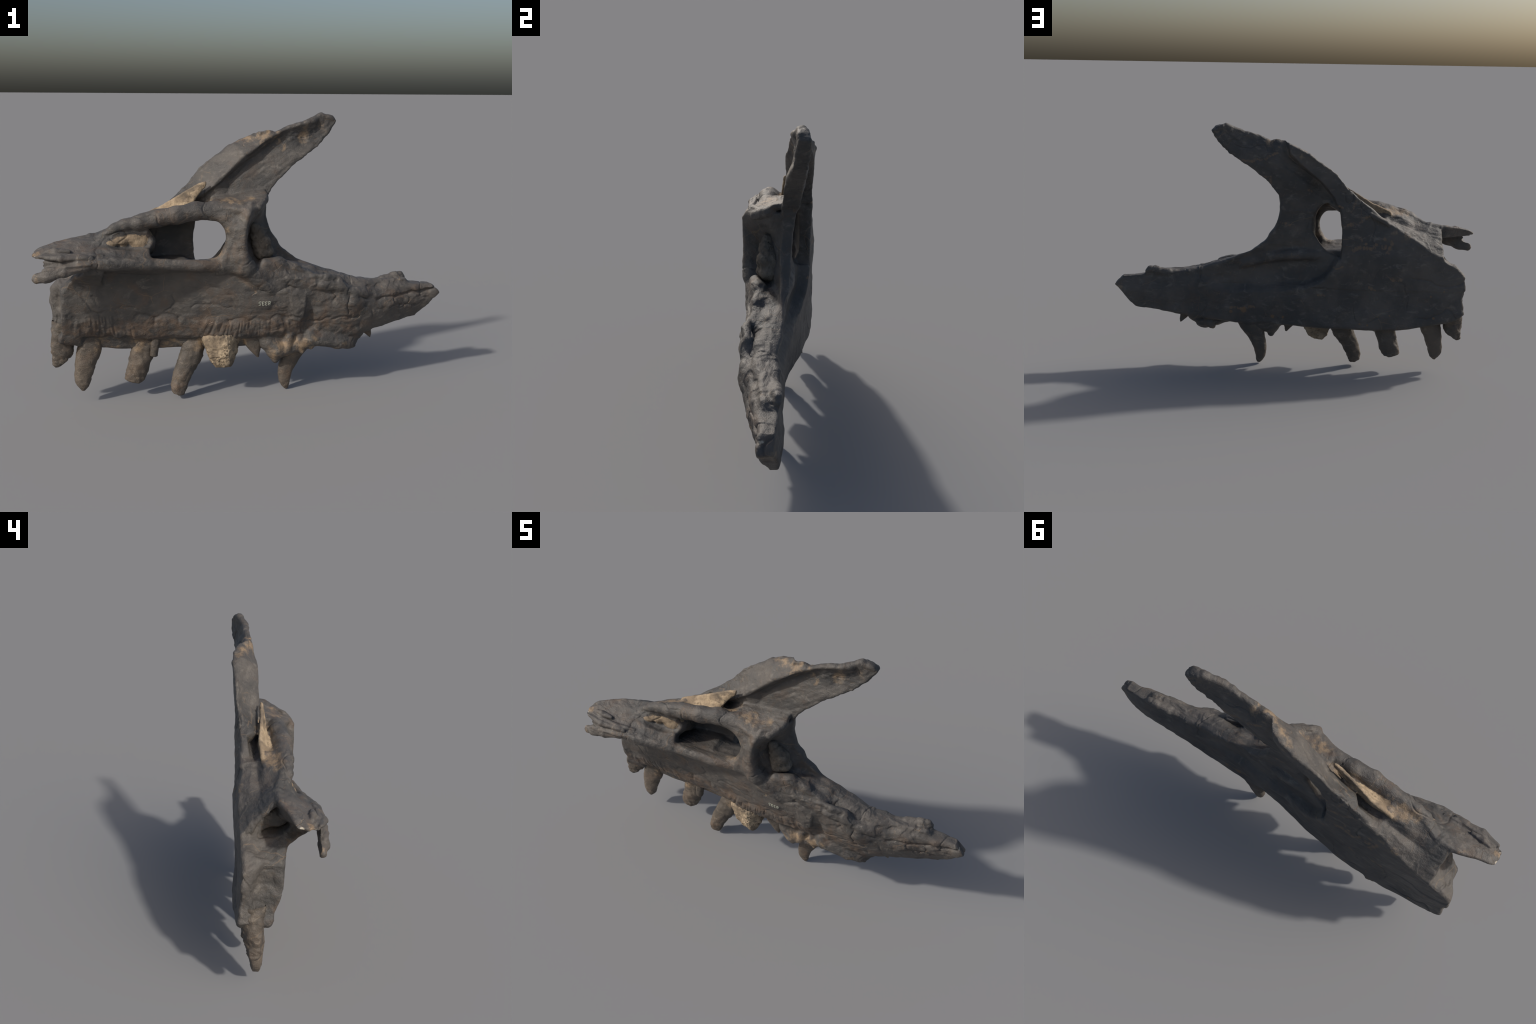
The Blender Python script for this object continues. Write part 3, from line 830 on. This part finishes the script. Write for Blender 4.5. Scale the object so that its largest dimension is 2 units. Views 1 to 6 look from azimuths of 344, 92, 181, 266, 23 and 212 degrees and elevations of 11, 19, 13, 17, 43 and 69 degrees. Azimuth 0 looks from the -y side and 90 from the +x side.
# ================================================================== OBJECTS
root = bpy.data.objects.new("fossil_jaw_bone", None)
bpy.context.collection.objects.link(root)
root["label"] = "dark fossil dinosaur upper jaw bone with broken teeth"
root["category"] = "fossil bone"

def put(name, V, F, nrm=None, mat=BONE, parent=root, **props):
    me = bpy.data.meshes.new(name)
    k = F.shape[1]
    me.vertices.add(len(V))
    me.vertices.foreach_set("co", V.astype(F4).ravel())
    me.loops.add(F.size)
    me.loops.foreach_set("vertex_index", F.astype(np.int32).ravel())
    me.polygons.add(len(F))
    me.polygons.foreach_set("loop_start", (np.arange(len(F)) * k).astype(np.int32))
    me.update(calc_edges=True)
    me.validate()
    me.polygons.foreach_set("use_smooth", np.ones(len(me.polygons), bool))
    if nrm is not None:
        me.normals_split_custom_set_from_vertices(nrm.astype(float).tolist())
    me.materials.append(mat)
    ob = bpy.data.objects.new(name, me)
    bpy.context.collection.objects.link(ob)
    ob.parent = parent
    for a, b in props.items():
        ob[a] = b
    return ob

# region of each vertex -> region of each face
reg = tag.copy()
reg[(reg == 0) & (x > .36)] = TAGN["jugal_process"]
reg[onplate > .45] = TAGN["interdental_plate"]
reg[(reg == TAGN["ascending_process"]) & (z < .92) & (x < -.2)] = 0
reg[(reg == TAGN["ascending_process"]) & (z < .72)] = 0
fr = np.sort(reg[Q], 1)[:, 1]
for i, nm in enumerate(PIECES):
    f = Q[fr == i]
    if not len(f):
        continue
    used = np.unique(f)
    rm = np.zeros(len(V), int)
    rm[used] = np.arange(len(used))
    put(nm, V[used], rm[f], Nn[used], ROCK if nm == "rock_matrix" else BONE)

# ---- teeth: bodies lofted along a curved spine (x, y, z, half length, half width)
def tooth(name, spine, lump_amp=.002, mat=TOOTH, nu=40, nv=44, square=2.4, breaks=()):
    S = np.array(spine, float)
    t = np.linspace(0, 1, len(S))
    tt = np.linspace(0, 1, nv)
    R = np.stack([np.interp(tt, t, S[:, i]) for i in range(5)], 1)
    for _ in range(3):
        R[1:-1] = .25 * R[:-2] + .5 * R[1:-1] + .25 * R[2:]
    a = np.linspace(0, 2 * math.pi, nu, endpoint=False)
    ca, sa = np.cos(a), np.sin(a)
    sq = (np.abs(ca) ** square + np.abs(sa) ** square) ** (-1 / square)
    tang = np.gradient(R[:, :3], axis=0)
    tang /= np.linalg.norm(tang, axis=1, keepdims=True)
    side = np.cross(tang, [0, 1, 0])
    side /= np.linalg.norm(side, axis=1, keepdims=True)
    thick = np.cross(side, tang)
    P = R[:, None, :3] + (ca * sq)[None, :, None] * (R[:, 3, None] * side)[:, None, :] \
        + (sa * sq)[None, :, None] * (R[:, 4, None] * thick)[:, None, :]
    rows = [P]
    for f_, dz in ((.9, .002), (.7, .004), (.4, .0052), (.15, .0058)):
        rows.append((R[-1, :3] + (P[-1] - R[-1, :3]) * f_ + tang[-1] * dz * min(1, R[-1, 3] / .02))[None])
    P = np.concatenate(rows).reshape(-1, 3)
    nr = len(P) // nu
    i, j = np.meshgrid(np.arange(nr - 1), np.arange(nu), indexing="ij")
    f = np.stack([i * nu + j, (i + 1) * nu + j, (i + 1) * nu + (j + 1) % nu, i * nu + (j + 1) % nu], -1).reshape(-1, 4)
    c = P - np.repeat(np.concatenate([R[:, :3], np.tile(R[-1, :3], (4, 1))]), nu, 0)
    c /= np.linalg.norm(c, axis=1, keepdims=True) + 1e-9
    off = lump_amp * (fbm(P, 30, 3) + .5 * fbm(P, 90, 2))
    chip = fbm(P + 11, 34, 2) * 1.6
    off += lump_amp * .8 * (np.floor(chip) + smooth01((chip - np.floor(chip) - .4) / .2))
    P = P + c * off[:, None]
    for p0, nv_ in breaks:                     # flat fracture faces at the broken ends
        nv_ = np.array(nv_, float) / np.linalg.norm(nv_)
        over = (P - np.array(p0)) @ nv_ + .004 * fbm(P, 40, 2)
        P = P - np.maximum(over, 0)[:, None] * nv_ * .94
    return put(name, P, f, None, mat)

tooth("tooth", [(-.865, .10, .40, .05, .045), (-.868, .10, .34, .055, .045), (-.878, .10, .25, .05, .036), (-.895, .1, .205, .032, .028), (-.905, .1, .187, .02, .018)], .004, breaks=[((-.87, .1, .205), (.55, 0, -.85))])
tooth("tooth", [(-.742, .085, .42, .055, .035), (-.752, .085, .27, .056, .036), (-.777, .085, .19, .049, .033), (-.79, .085, .114, .038, .027), (-.791, .084, .08, .026, .02), (-.791, .084, .064, .01, .012)], .002, breaks=[((-.765, .084, .068), (.5, 0, -.85)), ((-.815, .084, .09), (-.8, 0, -.6))])
tooth("tooth", [(-.47, .085, .42, .055, .038), (-.49, .088, .29, .056, .038), (-.515, .092, .2, .055, .036), (-.535, .098, .125, .05, .033), (-.546, .102, .083, .045, .03)], .003, breaks=[((-.53, .1, .078), (.12, .2, -1)), ((-.50, .1, .09), (.7, 0, -.7))])
tooth("tooth", [(-.23, .075, .42, .055, .038), (-.26, .07, .28, .056, .04), (-.272, .06, .214, .056, .04), (-.318, .042, .13, .047, .033), (-.345, .032, .06, .04, .026), (-.346, .028, .022, .03, .02)], .003, breaks=[((-.365, .03, .027), (-.5, 0, -.87))])
tooth("tooth", [(.29, .02, .34, .07, .03), (.245, .02, .24, .066, .032), (.208, .024, .16, .046, .030), (.187, .027, .1, .037, .026), (.184, .028, .05, .029, .021), (.191, .028, .018, .019, .014), (.195, .028, .004, .010, .008)], .0015)
tooth("replacement_tooth", [(-.44, .055, .33, .022, .022), (-.452, .055, .27, .021, .022), (-.457, .06, .215, .018, .02)], .001)
tooth("replacement_tooth", [(0.0, .01, .32, .05, .022), (.018, .008, .26, .042, .02), (.034, .006, .21, .02, .014), (.042, .005, .183, .006, .005)], .0012)
tooth("replacement_tooth", [(.605, .02, .32, .03, .014), (.615, .025, .275, .025, .013), (.632, .028, .245, .01, .008), (.637, .029, .233, .003, .003)], .001)

def rock_lump(name, balls, amp, mat=ROCK):
    """lump of rock: unit sphere pushed to the union of balls"""
    B = np.array(balls, float)
    c = B[:, :3].mean(0)
    n, mrows = 72, 48
    th, ph = np.meshgrid(np.linspace(.02, math.pi - .02, mrows), np.linspace(0, 2 * math.pi, n, endpoint=False), indexing="ij")
    d = np.stack([np.sin(th) * np.cos(ph), np.sin(th) * np.sin(ph), np.cos(th)], -1).reshape(-1, 3)
    r = np.full(len(d), .004)
    for b in B:
        o = b[:3] - c
        q = d @ o
        disc = q * q - o @ o + b[3] ** 2
        r = np.maximum(r, np.where(disc > 0, q + np.sqrt(np.maximum(disc, 0)), 0))
    P = c + d * r[:, None]
    P += d * (amp * (fbm(P, 28, 4, .6)))[:, None]
    i, j = np.meshgrid(np.arange(mrows - 1), np.arange(n), indexing="ij")
    f = np.stack([i * n + j, (i + 1) * n + j, (i + 1) * n + (j + 1) % n, i * n + (j + 1) % n], -1).reshape(-1, 4)
    return put(name, P, f, None, mat)

def broken_rock(name, c, planes, amp, mat):
    """angular lump: the inside of a few break planes (normal, distance), softened and pitted"""
    c = np.array(c, float)
    n, mrows = 96, 64
    th, ph = np.meshgrid(np.linspace(.02, math.pi - .02, mrows), np.linspace(0, 2 * math.pi, n, endpoint=False), indexing="ij")
    d = np.stack([np.sin(th) * np.cos(ph), np.sin(th) * np.sin(ph), np.cos(th)], -1).reshape(-1, 3)
    acc = np.zeros(len(d))
    for nx_, ny_, nz_, h in planes:
        nv_ = np.array([nx_, ny_, nz_], float)
        nv_ /= np.linalg.norm(nv_)
        acc += np.maximum(d @ nv_ / h, 0) ** 14
    r = acc ** (-1 / 14)
    P = c + d * r[:, None]
    P += d * (amp * (fbm(P, 22, 3, .55) + .5 * fbm(P, 70, 2) - 1.2 * smooth01((ridged(P, 60) - .86) / .1)))[:, None]
    i, j = np.meshgrid(np.arange(mrows - 1), np.arange(n), indexing="ij")
    f = np.stack([i * n + j, (i + 1) * n + j, (i + 1) * n + (j + 1) % n, i * n + (j + 1) % n], -1).reshape(-1, 4)
    return put(name, P, f, None, mat)

broken_rock("broken_tooth_stub", (-.132, .012, .225), [(0, 0, 1, .09), (-.93, 0, -.36, .070), (.95, 0, -.30, .066), (-.62, 0, -.78, .084), (.62, 0, -.78, .078),
            (0, -.2, -1, .083), (0, 1, -.25, .045), (-.3, -1, -.15, .046), (.55, -.85, -.1, .050), (-.2, -.8, -.6, .060), (.3, .7, -.6, .062)], .006, STUB)
rock_lump("hollow_filling", [(.012, -.03, .82, .026), (.025, -.028, .79, .036), (.045, -.02, .745, .05), (.065, -.018, .71, .04), (.04, -.03, .71, .04)], .006, DARK)
rock_lump("tooth_stub", [(.47, .01, .235, .04), (.51, .005, .235, .042), (.44, .0, .24, .03)], .006, BONE)

# ---- catalogue number painted upside down on the inner wall
cu = bpy.data.curves.new("catalogue_number", "FONT")
cu.body = "8335"
cu.size = .030
cu.align_x, cu.align_y = "CENTER", "CENTER"
cu.extrude = .0012
cu.offset = .0007
cu.space_character = 1.02
tmp = bpy.data.objects.new("number_source", cu)
bpy.context.collection.objects.link(tmp)
dg = bpy.context.evaluated_depsgraph_get()
tm = bpy.data.meshes.new_from_object(tmp.evaluated_get(dg))
bpy.data.objects.remove(tmp)
co = np.zeros(len(tm.vertices) * 3)
tm.vertices.foreach_get("co", co)
co = co.reshape(-1, 3)
cx, cz = .046, .473
near = (np.abs(V[:, 0] - cx) < .06) & (np.abs(V[:, 2] - cz) < .04) & (V[:, 1] < 0)
A = np.c_[V[near, 0] - cx, V[near, 2] - cz, (V[near, 0] - cx) ** 2, (V[near, 2] - cz) ** 2, np.ones(near.sum())]
fit = np.linalg.lstsq(A, V[near, 1], rcond=None)[0]
px_, pz_ = -co[:, 0] * .98, -co[:, 1]
py_ = np.c_[px_, pz_, px_ ** 2, pz_ ** 2, np.ones(len(co))] @ fit
dist = np.array([np.min(V[near, 1][np.argsort((V[near, 0] - cx - a) ** 2 + (V[near, 2] - cz - b) ** 2)[:4]]) for a, b in zip(px_, pz_)])
new = np.stack([cx + px_, np.minimum(dist, py_ + .001) - .0006 - co[:, 2] * .5, cz + pz_], 1)
tm.vertices.foreach_set("co", new.astype(F4).ravel())
tm.materials.clear()
tm.materials.append(PAINT)
tm.name = "catalogue_number"
num = bpy.data.objects.new("catalogue_number", tm)
bpy.context.collection.objects.link(num)
num.parent = root

print("BUILT", len(V), len(Q), V.min(0), V.max(0))
